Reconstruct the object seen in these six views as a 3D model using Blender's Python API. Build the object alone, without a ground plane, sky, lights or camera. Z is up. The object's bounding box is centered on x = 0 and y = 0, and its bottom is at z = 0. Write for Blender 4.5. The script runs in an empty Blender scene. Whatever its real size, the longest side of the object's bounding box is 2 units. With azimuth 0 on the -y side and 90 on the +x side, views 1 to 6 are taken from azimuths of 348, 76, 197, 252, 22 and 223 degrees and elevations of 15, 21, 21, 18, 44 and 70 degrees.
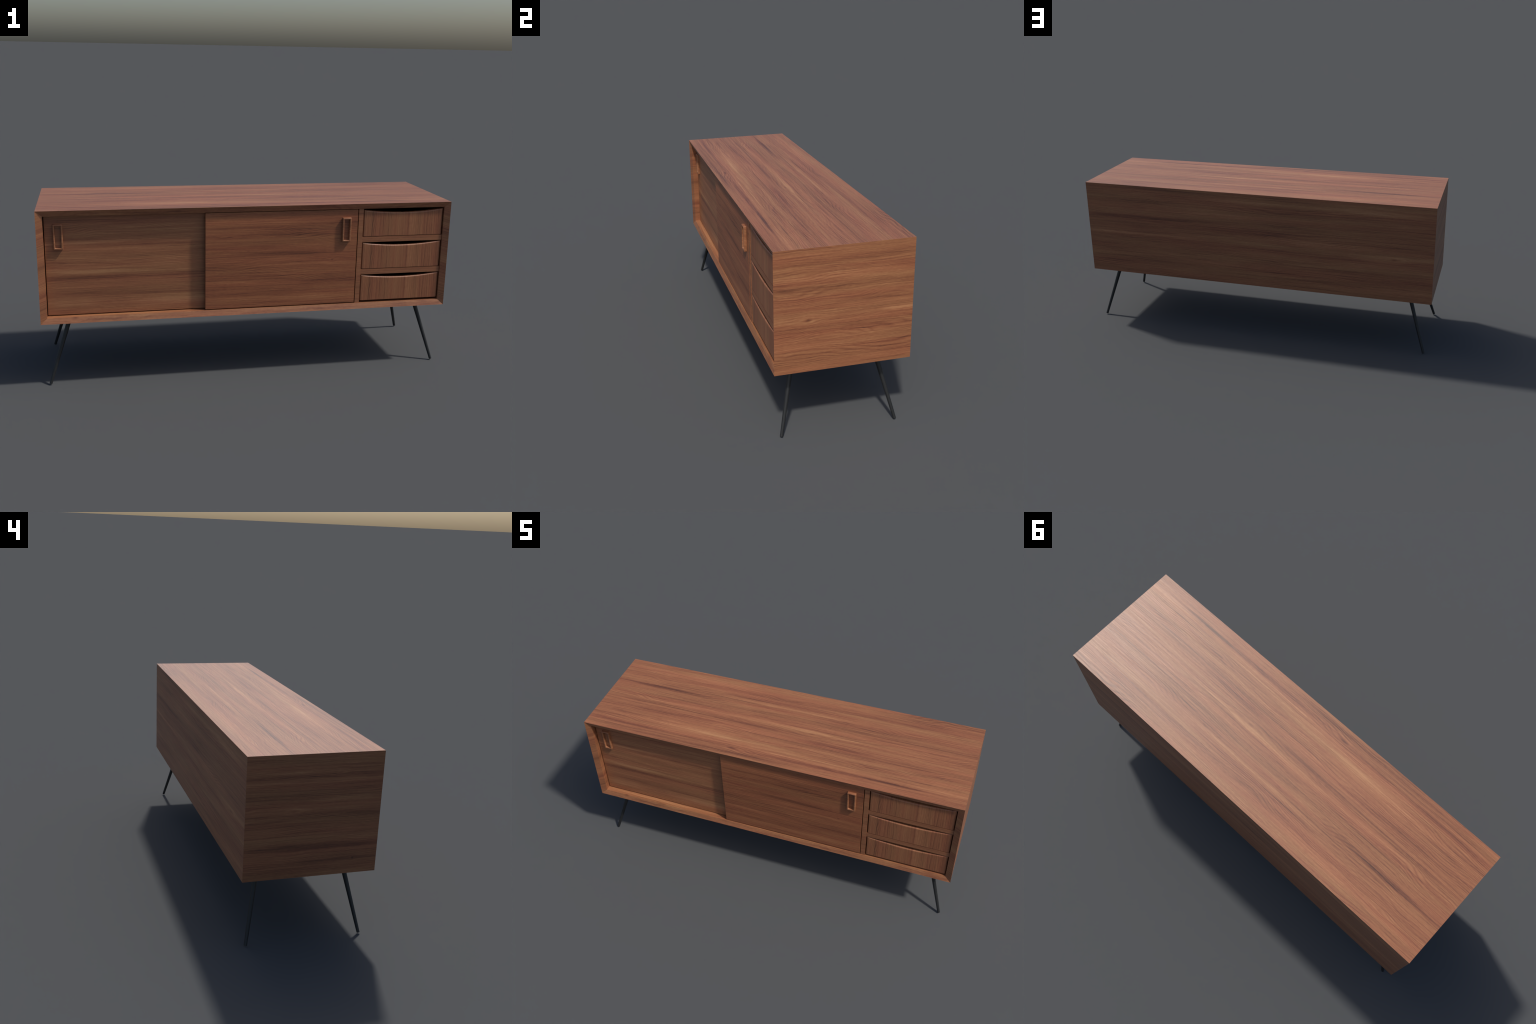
import bpy, bmesh, math
from mathutils import Vector

# ------------------------------------------------------------------ sizes (m)
HX, HY = 1.0, 0.2948            # half length, half depth of the case
Z0, Z1 = 0.3145, 0.8504           # underside and top of the case
TX, TZ = 0.0300, 0.0268         # board thickness: sides, top/bottom
CH = 0.0107                     # how far the mitred front lip slopes back
TB = 0.048                      # back board thickness
IX0, IX1 = -HX + TX, HX - TX    # inside of the case
IZ0, IZ1 = Z0 + TZ, Z1 - TZ
FRONT = -0.2806                 # plane of the front door and the divider
REAR_DOOR = -0.2555             # plane of the door that slides behind


# ------------------------------------------------------------------ helpers
def lin(c):
    return tuple(((v / 255) / 12.92 if v / 255 <= 0.04045 else ((v / 255 + 0.055) / 1.055) ** 2.4) for v in c) + (1.0,)


class Nodes:
    """small wrapper that makes node trees read like formulas"""
    def __init__(self, mat):
        self.t = mat.node_tree
        self.n = self.t.nodes

    def put(self, sock, val):
        if isinstance(val, bpy.types.NodeSocket):
            self.t.links.new(val, sock)
        else:
            sock.default_value = val

    def math(self, op, a, b=0.0, c=None, clamp=False):
        m = self.n.new("ShaderNodeMath")
        m.operation = op
        m.use_clamp = clamp
        self.put(m.inputs[0], a)
        self.put(m.inputs[1], b)
        if c is not None:
            self.put(m.inputs[2], c)
        return m.outputs[0]

    def dot(self, a, vec):
        m = self.n.new("ShaderNodeVectorMath")
        m.operation = "DOT_PRODUCT"
        self.put(m.inputs[0], a)
        m.inputs[1].default_value = vec
        return m.outputs["Value"]

    def xyz(self, x, y, z):
        m = self.n.new("ShaderNodeCombineXYZ")
        for s, v in zip(m.inputs, (x, y, z)):
            self.put(s, v)
        return m.outputs[0]

    def noise(self, u, v, w, su, sv, detail=2.0, rough=0.5, dist=0.0):
        m = self.n.new("ShaderNodeTexNoise")
        m.noise_dimensions = "3D"
        m.inputs["Scale"].default_value = 1.0
        m.inputs["Detail"].default_value = detail
        m.inputs["Roughness"].default_value = rough
        m.inputs["Distortion"].default_value = dist
        self.put(m.inputs["Vector"], self.xyz(self.math("MULTIPLY", u, su), self.math("MULTIPLY", v, sv), w))
        return m.outputs[0]

    def ramp(self, fac, stops, interp="LINEAR"):
        m = self.n.new("ShaderNodeValToRGB")
        cr = m.color_ramp
        cr.interpolation = interp
        while len(cr.elements) < len(stops):
            cr.elements.new(0.5)
        for e, (p, c) in zip(cr.elements, stops):
            e.position = p
            e.color = c if isinstance(c, tuple) else (c, c, c, 1.0)
        self.put(m.inputs[0], fac)
        return m.outputs[0]

    def remap(self, v, a, b, c=0.0, d=1.0):
        m = self.n.new("ShaderNodeMapRange")
        self.put(m.inputs[0], v)
        for i, k in enumerate((a, b, c, d)):
            m.inputs[1 + i].default_value = k
        return m.outputs[0]

    def mix(self, fac, a, b, mode="MIX"):
        m = self.n.new("ShaderNodeMix")
        m.data_type = "RGBA"
        m.blend_type = mode
        self.put(m.inputs[0], fac)
        self.put(m.inputs[6], a)
        self.put(m.inputs[7], b)
        return m.outputs[2]


# tones of the veneer, dark latewood streak to pale sapwood streak
TONES = [(0.00, lin((74, 44, 33))), (0.25, lin((107, 64, 45))), (0.50, lin((134, 84, 58))),
         (0.75, lin((152, 101, 69))), (1.00, lin((173, 123, 86)))]


def wood(name, along, across, seed, streaks=(), knots=(), level=0.5, line=0.0046, tint=None, zero=0.0, fine=1.0, broad=1.0, wriggle=1.0):
    """Veneer.  along/across: vectors giving the grain direction and the direction over the grain (less zero).
    streaks: soft stripes (from, to, place over the grain, half width, lighter + / darker -);
    knots: (along, across, length, width, strength) - the rings bend round each of them;
    line: spacing of the growth lines in metres."""
    mat = bpy.data.materials.new(name)
    mat.use_nodes = True
    N = Nodes(mat)
    bsdf = N.n["Principled BSDF"]
    tc = N.n.new("ShaderNodeTexCoord")
    P = tc.outputs["Object"]
    u, v0 = N.dot(P, along), N.math("SUBTRACT", N.dot(P, across), zero)

    def centred(n, k):
        return N.math("MULTIPLY", N.math("SUBTRACT", n, 0.5), k)

    # slow waviness of the fibres, and a little local wriggle
    w1 = centred(N.noise(u, v0, seed, 1.1, 4.0, 1.0), 0.013)
    w2 = centred(N.noise(u, v0, seed + 3.1, 9.0, 30.0, 2.0), 0.0045 * wriggle)
    w3 = centred(N.noise(u, v0, seed + 4.3, 38.0, 90.0, 1.0), 0.0016 * wriggle)
    v = N.math("ADD", v0, N.math("ADD", w1, N.math("ADD", w2, w3)))
    dark = 0.0
    for ku, kv, kl, kw, ks in knots:
        du = N.math("DIVIDE", N.math("SUBTRACT", u, ku), kl)
        dv = N.math("DIVIDE", N.math("SUBTRACT", v0, kv), kw)
        r2 = N.math("ADD", N.math("MULTIPLY", du, du), N.math("MULTIPLY", dv, dv))
        # fibres part above and below the knot
        push = N.math("MULTIPLY", N.math("EXPONENT", N.math("MULTIPLY", r2, -0.5)), N.math("MULTIPLY", dv, -0.8 * kw))
        v = N.math("ADD", v, push)
        core = N.math("EXPONENT", N.math("MULTIPLY", r2, -7.0))
        halo = N.math("EXPONENT", N.math("MULTIPLY", r2, -1.2))
        dark = N.math("ADD", dark, N.math("SUBTRACT", N.math("MULTIPLY", core, 0.42 * ks), N.math("MULTIPLY", halo, 0.14 * ks)))
    # streaks from wide to hair-fine
    n0 = N.noise(u, v, seed + 5.0, 0.9, 13.0, 1.0, 0.5)
    n1 = N.noise(u, v, seed + 7.7, 1.3, 40.0, 5.0, 0.70)
    n2 = N.noise(u, v, seed + 11.3, 3.0, 0.8 / line, 3.0, 0.65)
    n3 = N.noise(u, v, seed + 17.9, 11.0, 2.1 / line, 1.0, 0.5)
    # thin dark latewood lines, and flecks that break the lines up
    n4 = N.remap(N.noise(u, v, seed + 13.7, 2.2, 0.70 / line, 2.0, 0.6), 0.55, 0.66)
    n5 = N.noise(u, v, seed + 19.1, 55.0, 1.3 / line, 1.0, 0.5)
    # growth rings: the phase runs over the grain and is dragged about by a stretched field,
    # straight lines where the drag is weak, flames and cathedrals where it is strong
    drag = N.noise(u, v, seed + 23.0, 2.2, 9.0, 1.5, 0.5)
    phase = N.math("ADD", N.math("MULTIPLY", v, 0.5 / line), N.math("MULTIPLY", drag, 13.0))
    ring = N.math("SINE", N.math("MULTIPLY", phase, 2 * math.pi))
    ring = N.math("POWER", N.math("MULTIPLY_ADD", ring, 0.5, 0.5), 2.2)
    mask = N.remap(N.noise(u, v, seed + 29.0, 1.9, 14.0, 1.0), 0.40, 0.66, 0.15, 1.0)
    ring = N.math("MULTIPLY", N.math("MULTIPLY", ring, mask), 0.24 * fine)
    # pores: short dark dashes
    pore = N.remap(N.noise(u, v, seed + 31.0, 24.0, 430.0, 1.0), 0.62, 0.76)
    pmask = N.remap(N.noise(u, v, seed + 37.0, 3.0, 26.0, 1.0), 0.40, 0.62)
    pore = N.math("MULTIPLY", pore, pmask)
    t = level + 0.12
    for n, k in ((n0, 0.30 * broad), (n1, 0.30 + 0.38 * broad), (n2, 0.58 * fine), (n3, 0.42 * fine), (n5, 0.26 * fine)):
        t = N.math("ADD", centred(n, k), t)
    for ua, ub, vc, vw, amount in streaks:
        mid, half = (ua + ub) / 2, (ub - ua) / 2
        g = N.math("DIVIDE", N.math("SUBTRACT", v, vc), vw)
        g = N.math("EXPONENT", N.math("MULTIPLY", N.math("MULTIPLY", g, g), -1.0))
        e = N.remap(N.math("ABSOLUTE", N.math("SUBTRACT", u, mid)), half * 0.6, half * 1.15, 1.0, 0.0)
        body = N.remap(n1, 0.28, 0.60, 0.35, 1.15) if amount > 0 else N.remap(n1, 0.40, 0.72, 1.15, 0.35)
        t = N.math("ADD", t, N.math("MULTIPLY", N.math("MULTIPLY", N.math("MULTIPLY", g, e), body), amount * 0.9))
    t = N.math("SUBTRACT", t, N.math("MULTIPLY", n4, 0.19 * fine))
    t = N.math("SUBTRACT", t, ring)
    t = N.math("SUBTRACT", t, dark)
    t = N.math("SUBTRACT", t, N.math("MULTIPLY", pore, 0.20 * fine), clamp=True)
    col = N.ramp(t, TONES)
    # some streaks are redder, some browner
    hue = N.remap(N.noise(u, v, seed + 41.0, 1.1, 20.0, 2.0), 0.36, 0.64)
    col = N.mix(hue, N.mix(1.0, col, (0.97, 1.02, 0.985, 1), "MULTIPLY"), N.mix(1.0, col, (1.035, 0.97, 0.98, 1), "MULTIPLY"))
    if tint:
        col = N.mix(1.0, col, tint, "MULTIPLY")
    N.put(bsdf.inputs["Base Color"], col)
    N.put(bsdf.inputs["Roughness"], N.remap(n2, 0.3, 0.7, 0.46, 0.41))
    bsdf.inputs["Specular IOR Level"].default_value = 0.5
    b = N.n.new("ShaderNodeBump")
    b.inputs["Strength"].default_value = 0.22
    b.inputs["Distance"].default_value = 0.0006
    N.put(b.inputs["Height"], N.math("SUBTRACT", N.math("ADD", n3, N.math("MULTIPLY", n2, 0.6)), N.math("MULTIPLY", pore, 0.5)))
    N.put(bsdf.inputs["Normal"], b.outputs[0])
    return mat


def plain(name, rgb, rough, spec=0.5):
    mat = bpy.data.materials.new(name)
    mat.use_nodes = True
    N = Nodes(mat)
    b = N.n["Principled BSDF"]
    tc = N.n.new("ShaderNodeTexCoord")
    P = tc.outputs["Object"]
    n = N.noise(N.dot(P, (1, 0, 0)), N.dot(P, (0, 1, 1)), 0.0, 220.0, 220.0, 2.0)
    base = lin(rgb)
    N.put(b.inputs["Base Color"], N.mix(n, tuple(c * 0.85 for c in base[:3]) + (1,), tuple(c * 1.15 for c in base[:3]) + (1,)))
    b.inputs["Roughness"].default_value = rough
    b.inputs["Specular IOR Level"].default_value = spec
    return mat


root = bpy.data.objects.new("sideboard", None)
bpy.context.scene.collection.objects.link(root)
root["label"] = "long low walnut sideboard with sliding doors and thin black splayed legs"
root["category"] = "sideboard"


def finish(bm, name, mat, parent=None, loc=(0, 0, 0), smooth=None):
    bmesh.ops.recalc_face_normals(bm, faces=bm.faces)
    me = bpy.data.meshes.new(name)
    bm.to_mesh(me)
    bm.free()
    me.materials.append(mat)
    ob = bpy.data.objects.new(name, me)
    bpy.context.scene.collection.objects.link(ob)
    ob.location = loc
    ob.parent = parent or root
    if smooth:
        for p in me.polygons:
            p.use_smooth = True
        me.set_sharp_from_angle(angle=math.radians(smooth))
    return ob


def repeat(ob, parent, loc, rot=None):
    c = ob.copy()
    c.parent = parent
    c.location = loc
    if rot:
        c.rotation_euler = rot
    bpy.context.scene.collection.objects.link(c)
    return c


def hexahedron(a, b):
    """solid between two four-cornered faces given in the same order"""
    bm = bmesh.new()
    va, vb = [bm.verts.new(p) for p in a], [bm.verts.new(p) for p in b]
    bm.faces.new(va)
    bm.faces.new(vb[::-1])
    for i in range(4):
        j = (i + 1) % 4
        bm.faces.new((va[j], va[i], vb[i], vb[j]))
    return bm


def box(x0, x1, y0, y1, z0, z1, bevel=0.0, seg=2):
    bm = hexahedron([(x0, y0, z0), (x1, y0, z0), (x1, y1, z0), (x0, y1, z0)],
                    [(x0, y0, z1), (x1, y0, z1), (x1, y1, z1), (x0, y1, z1)])
    bmesh.ops.recalc_face_normals(bm, faces=bm.faces)
    if bevel:
        bmesh.ops.bevel(bm, geom=list(bm.edges), offset=bevel, segments=seg, profile=0.5, affect="EDGES")
    return bm


# ------------------------------------------------------------------ materials
X, Y, Z = (1, 0, 0), (0, 1, 0), (0, 0, 1)
m_top = wood("veneer_top", X, (0, 1, 0.8), 1.0, zero=0.8 * Z1, level=0.54, streaks=[
    (-1.1, 0.9, -0.232, 0.010, -0.34), (-1.1, 0.1, -0.272, 0.010, -0.22), (-1.1, 1.1, -0.185, 0.030, 0.16),
    (-1.1, 0.20, -0.037, 0.012, -0.30), (-1.1, 0.4, 0.000, 0.010, 0.24), (-1.1, -0.2, -0.092, 0.020, -0.18),
    (0.1, 0.9, -0.080, 0.022, -0.15), (-0.4, 1.1, 0.075, 0.022, -0.14), (-1.1, 0.2, 0.140, 0.012, 0.16),
    (-1.1, -0.4, 0.100, 0.016, -0.18), (-0.3, 0.9, 0.205, 0.014, -0.14)],
    knots=[(0.17, -0.014, 0.06, 0.014, 0.8), (-0.18, -0.236, 0.07, 0.012, 1.0), (-0.78, 0.215, 0.05, 0.014, 0.3)])
m_bottom = wood("veneer_bottom", X, (0, 1, -0.8), 52.0, zero=-0.8 * Z0, level=0.62,
                knots=[(-0.84, -0.305, 0.03, 0.008, 0.8)])
m_right = wood("veneer_side", Y, (0.3, 0, 1), 9.0, zero=0.3 * HX, level=0.57, broad=0.4, fine=1.1, line=0.0048, wriggle=1.8, streaks=[
    (-0.4, 0.15, 0.504, 0.016, -0.12), (-0.4, 0.2, 0.790, 0.010, -0.16), (0.0, 0.4, 0.815, 0.010, -0.12),
    (-0.4, 0.1, 0.675, 0.010, -0.13), (0.1, 0.4, 0.684, 0.008, -0.12), (-0.05, 0.4, 0.620, 0.010, -0.13),
    (-0.4, -0.05, 0.550, 0.014, 0.20), (0.17, 0.4, 0.556, 0.010, 0.24), (-0.3, 0.3, 0.720, 0.020, 0.14),
    (0.15, 0.4, 0.530, 0.010, -0.13)],
    knots=[(-0.153, 0.545, 0.035, 0.014, 0.9), (0.02, 0.672, 0.025, 0.009, 0.5)])
m_left = wood("veneer_side_left", Y, (-0.3, 0, 1), 14.0, zero=0.3 * HX, level=0.54, line=0.0036, streaks=[
    (-0.4, 0.4, 0.450, 0.011, -0.28), (-0.4, 0.4, 0.753, 0.012, -0.26), (-0.4, 0.4, 0.590, 0.010, -0.26),
    (-0.4, 0.1, 0.380, 0.018, -0.20), (0.0, 0.4, 0.770, 0.008, 0.16), (0.0, 0.4, 0.617, 0.010, 0.16), (-0.4, 0.0, 0.650, 0.022, 0.14)],
    knots=[(0.092, 0.610, 0.045, 0.012, 0.7), (-0.109, 0.769, 0.025, 0.012, 0.6), (-0.185, 0.383, 0.014, 0.010, 0.9)])
m_back = wood("veneer_back", X, Z, 21.0, level=0.53, line=0.0036, streaks=[
    (0.2, 1.1, 0.667, 0.008, -0.30), (-0.3, 0.5, 0.625, 0.014, -0.22), (-0.5, 1.1, 0.567, 0.011, 0.26), (-0.7, -0.2, 0.600, 0.012, 0.18),
    (-1.1, 0.0, 0.760, 0.010, -0.22), (-0.9, 0.3, 0.800, 0.014, 0.16), (-1.1, -0.3, 0.452, 0.012, -0.22), (-1.1, -0.55, 0.552, 0.020, 0.18),
    (0.0, 1.1, 0.715, 0.022, 0.14), (0.0, 1.1, 0.835, 0.010, -0.20)],
    knots=[(-0.796, 0.548, 0.065, 0.014, 1.0)])
m_door_rear = wood("veneer_door_left", X, Z, 33.0, level=0.60, line=0.0032, streaks=[
    (-1.0, -0.2, 0.553, 0.010, 0.26), (-1.0, -0.15, 0.526, 0.012, -0.30), (-0.9, -0.3, 0.446, 0.014, -0.24), (-0.9, -0.2, 0.678, 0.012, -0.26),
    (-1.0, -0.1, 0.597, 0.018, 0.14), (-1.0, -0.1, 0.690, 0.010, 0.16), (-0.6, -0.1, 0.400, 0.020, 0.18), (-1.0, -0.2, 0.795, 0.012, -0.15)])
m_door = wood("veneer_door_right", X, Z, 44.0, level=0.50, line=0.0032, fine=1.1, tint=(1.04, 0.96, 0.91, 1), streaks=[
    (-0.3, 0.5, 0.703, 0.008, -0.26), (-0.3, 0.4, 0.743, 0.004, -0.22), (-0.3, 0.55, 0.498, 0.012, -0.26), (0.2, 0.6, 0.468, 0.008, -0.20),
    (-0.1, 0.4, 0.610, 0.014, -0.18), (0.0, 0.55, 0.560, 0.012, 0.20), (-0.3, 0.55, 0.395, 0.016, 0.18), (-0.3, 0.4, 0.765, 0.012, 0.14)],
    knots=[(0.398, 0.571, 0.016, 0.010, 0.8), (-0.12, 0.702, 0.04, 0.008, 0.5)])
m_drawer = wood("veneer_drawer", Z, X, 61.0, level=0.52, line=0.0034, fine=1.0, broad=0.6, streaks=[
    (-1, 1, -0.198, 0.007, 0.14), (-1, 1, -0.165, 0.020, -0.12), (-1, 1, -0.03, 0.012, 0.11), (-1, 1, 0.045, 0.014, 0.10),
    (-1, 1, 0.095, 0.008, 0.12), (-1, 1, 0.125, 0.010, -0.14), (-1, 1, 0.155, 0.010, 0.10), (-1, 1, 0.180, 0.008, -0.12)])
m_frame = wood("veneer_rail", X, Z, 71.0, level=0.56, line=0.0036)
m_handle = wood("solid_handle", X, (0, 0.4, 1), 83.0, level=0.62)
m_inner = wood("inner_board", X, (0, 1, 1), 91.0, tint=(0.5, 0.45, 0.4, 1))
m_leg = plain("black_steel", (34, 35, 36), 0.45)

# ------------------------------------------------------------------ case: five mitred boards
yf, yb = -HY, HY
jf, jb = -HY + CH, HY - TB
outer = dict(FLB=(-HX, yf, Z0), FRB=(HX, yf, Z0), BRB=(HX, yb, Z0), BLB=(-HX, yb, Z0),
             FLT=(-HX, yf, Z1), FRT=(HX, yf, Z1), BRT=(HX, yb, Z1), BLT=(-HX, yb, Z1))
inner = dict(FLB=(IX0, jf, IZ0), FRB=(IX1, jf, IZ0), BRB=(IX1, jb, IZ0), BLB=(IX0, jb, IZ0),
             FLT=(IX0, jf, IZ1), FRT=(IX1, jf, IZ1), BRT=(IX1, jb, IZ1), BLT=(IX0, jb, IZ1))


def board(name, keys, mat):
    return finish(hexahedron([outer[k] for k in keys], [inner[k] for k in keys]), name, mat)


board("top_board", ("FLT", "FRT", "BRT", "BLT"), m_top)
board("bottom_board", ("FLB", "FRB", "BRB", "BLB"), m_bottom)
board("side_board", ("FRB", "BRB", "BRT", "FRT"), m_right)
board("side_board", ("FLB", "BLB", "BLT", "FLT"), m_left)
board("back_board", ("BLB", "BRB", "BRT", "BLT"), m_back)

# ------------------------------------------------------------------ sliding doors with frame pulls
DZ0, DZ1 = 0.3458, 0.8205
door_rear = finish(box(-0.9660, -0.180, REAR_DOOR, REAR_DOOR + 0.018, DZ0, DZ1, 0.0008, 1), "sliding_door", m_door_rear)
door = finish(box(-0.2300, 0.5215, FRONT, FRONT + 0.020, DZ0, DZ1, 0.0008, 1), "sliding_door", m_door)


def pull(w, h, bar, depth):
    """rectangular ring with softly rounded edges; its back lies on y = 0"""
    bm = bmesh.new()
    rings = []
    for hw, hh, y in ((w / 2, h / 2, 0.0005), (w / 2, h / 2, -depth), (w / 2 - bar, h / 2 - bar, -depth), (w / 2 - bar, h / 2 - bar, 0.0005)):
        rings.append([bm.verts.new((sx * hw, y, sz * hh)) for sx, sz in ((-1, -1), (1, -1), (1, 1), (-1, 1))])
    for k in range(4):
        a, b = rings[k], rings[(k + 1) % 4]
        for i in range(4):
            j = (i + 1) % 4
            bm.faces.new((a[i], a[j], b[j], b[i]))
    bmesh.ops.recalc_face_normals(bm, faces=bm.faces)
    edges = [e for e in bm.edges if any(v.co.y < -depth * 0.5 for v in e.verts) and not
             (abs(e.verts[0].co.x - e.verts[1].co.x) > 1e-4 and abs(e.verts[0].co.z - e.verts[1].co.z) > 1e-4)]
    bmesh.ops.bevel(bm, geom=edges, offset=0.0028, segments=3, profile=0.5, affect="EDGES")
    return bm


handle = finish(pull(0.0440, 0.1195, 0.0082, 0.0128), "handle", m_handle, door, (0.4637, FRONT, 0.7222), 40)
repeat(handle, door_rear, (-0.9055, REAR_DOOR, 0.7222))

# ------------------------------------------------------------------ divider and rails of the drawer stack
finish(box(0.5258, 0.5495, FRONT + 0.0004, jb - 0.002, IZ0 + 0.0005, IZ1 - 0.0005), "divider", m_frame)
PITCH = 0.1655
rail = finish(box(-0.2099, 0.2099, -0.0137, 0.0137, -0.0137, 0.0137), "drawer_rail", m_frame, None, (0.7597, -0.2649, 0.6672))
repeat(rail, root, (0.7597, -0.2649, 0.6672 - PITCH))

# ------------------------------------------------------------------ drawers with a dished top edge
DX0, DX1, DH, SAG, DT = 0.5530, 0.9665, 0.1325, 0.0155, 0.018


def drawer_front():
    bm = bmesh.new()
    hw, n = (DX1 - DX0) / 2, 16
    prof = [(-hw, 0.0), (hw, 0.0)]
    for i in range(n + 1):
        s = 1 - 2 * i / n
        prof.append((s * hw, DH - SAG * (1 - s * s)))
    fr = [bm.verts.new((x, 0.0, z)) for x, z in prof]
    bk = [bm.verts.new((x, DT, z)) for x, z in prof]
    bm.faces.new(fr)
    bm.faces.new(bk[::-1])
    for i in range(len(prof)):
        j = (i + 1) % len(prof)
        bm.faces.new((fr[j], fr[i], bk[i], bk[j]))
    bmesh.ops.recalc_face_normals(bm, faces=bm.faces)
    bm.edges.ensure_lookup_table()
    top = [e for e in bm.edges if all(v.co.y == 0.0 for v in e.verts) and not all(v.co.z == 0.0 for v in e.verts)]
    bmesh.ops.bevel(bm, geom=top, offset=0.0068, segments=4, profile=0.5, affect="EDGES")
    return bm


def drawer_box():
    """open tray behind the front"""
    bm = bmesh.new()
    hw, h, d, t = (DX1 - DX0) / 2 - 0.003, 0.095, 0.524, 0.006
    for b in (box(-hw, -hw + t, DT + 0.0005, d, 0.0, h), box(hw - t, hw, DT + 0.0005, d, 0.0, h),
              box(-hw + t, hw - t, DT + 0.0005, d, -0.001, 0.010)):
        me = bpy.data.meshes.new("tmp")
        b.to_mesh(me)
        b.free()
        bm.from_mesh(me)
        bpy.data.meshes.remove(me)
    return bm


DCX, DY = (DX0 + DX1) / 2, -0.2792
front = finish(drawer_front(), "drawer", m_drawer, None, (DCX, DY, 0.6838), 35)
wn = front.modifiers.new("even_shading", "WEIGHTED_NORMAL")
wn.keep_sharp = True
wn.weight = 100
tray = finish(drawer_box(), "drawer_tray", m_inner, front)
for k in (1, 2):
    f = repeat(front, root, (DCX, DY, 0.6838 - k * PITCH))
    repeat(tray, f, (0, 0, 0))

# ------------------------------------------------------------------ splayed, tapering steel legs
FOOT_R, HEAD_R, LEG_LEN = 0.0070, 0.0114, 0.352
FOOT_Z = 0.0025
# foot on the floor and lean towards the middle of the case (per metre of height)
LEGS = [((0.9712, -0.2602), (-0.292, 0.232)), ((0.9708, 0.2518), (-0.289, -0.238)),
        ((-0.9705, -0.2602), (0.326, 0.206)), ((-0.9692, 0.2600), (0.314, -0.208))]


def leg_mesh():
    bm = bmesh.new()
    length, n = LEG_LEN, 24
    stations = ((0.0, FOOT_R - 0.0012), (0.0010, FOOT_R), (length, HEAD_R))
    rings = []
    for h, r in stations:
        rings.append([bm.verts.new((r * math.cos(2 * math.pi * i / n), r * math.sin(2 * math.pi * i / n), h)) for i in range(n)])
    for a, b in zip(rings, rings[1:]):
        for i in range(n):
            j = (i + 1) % n
            bm.faces.new((a[i], a[j], b[j], b[i]))
    bm.faces.new(rings[0][::-1])
    bm.faces.new(rings[-1])
    return bm


leg = None
for (fx, fy), (lx, ly) in LEGS:
    loc = (fx, fy, FOOT_Z)
    rot = Vector((0, 0, 1)).rotation_difference(Vector((lx, ly, 1.0))).to_euler()
    if leg is None:
        leg = finish(leg_mesh(), "leg", m_leg, None, loc, 40)
        leg.rotation_euler = rot
    else:
        repeat(leg, root, loc, rot)
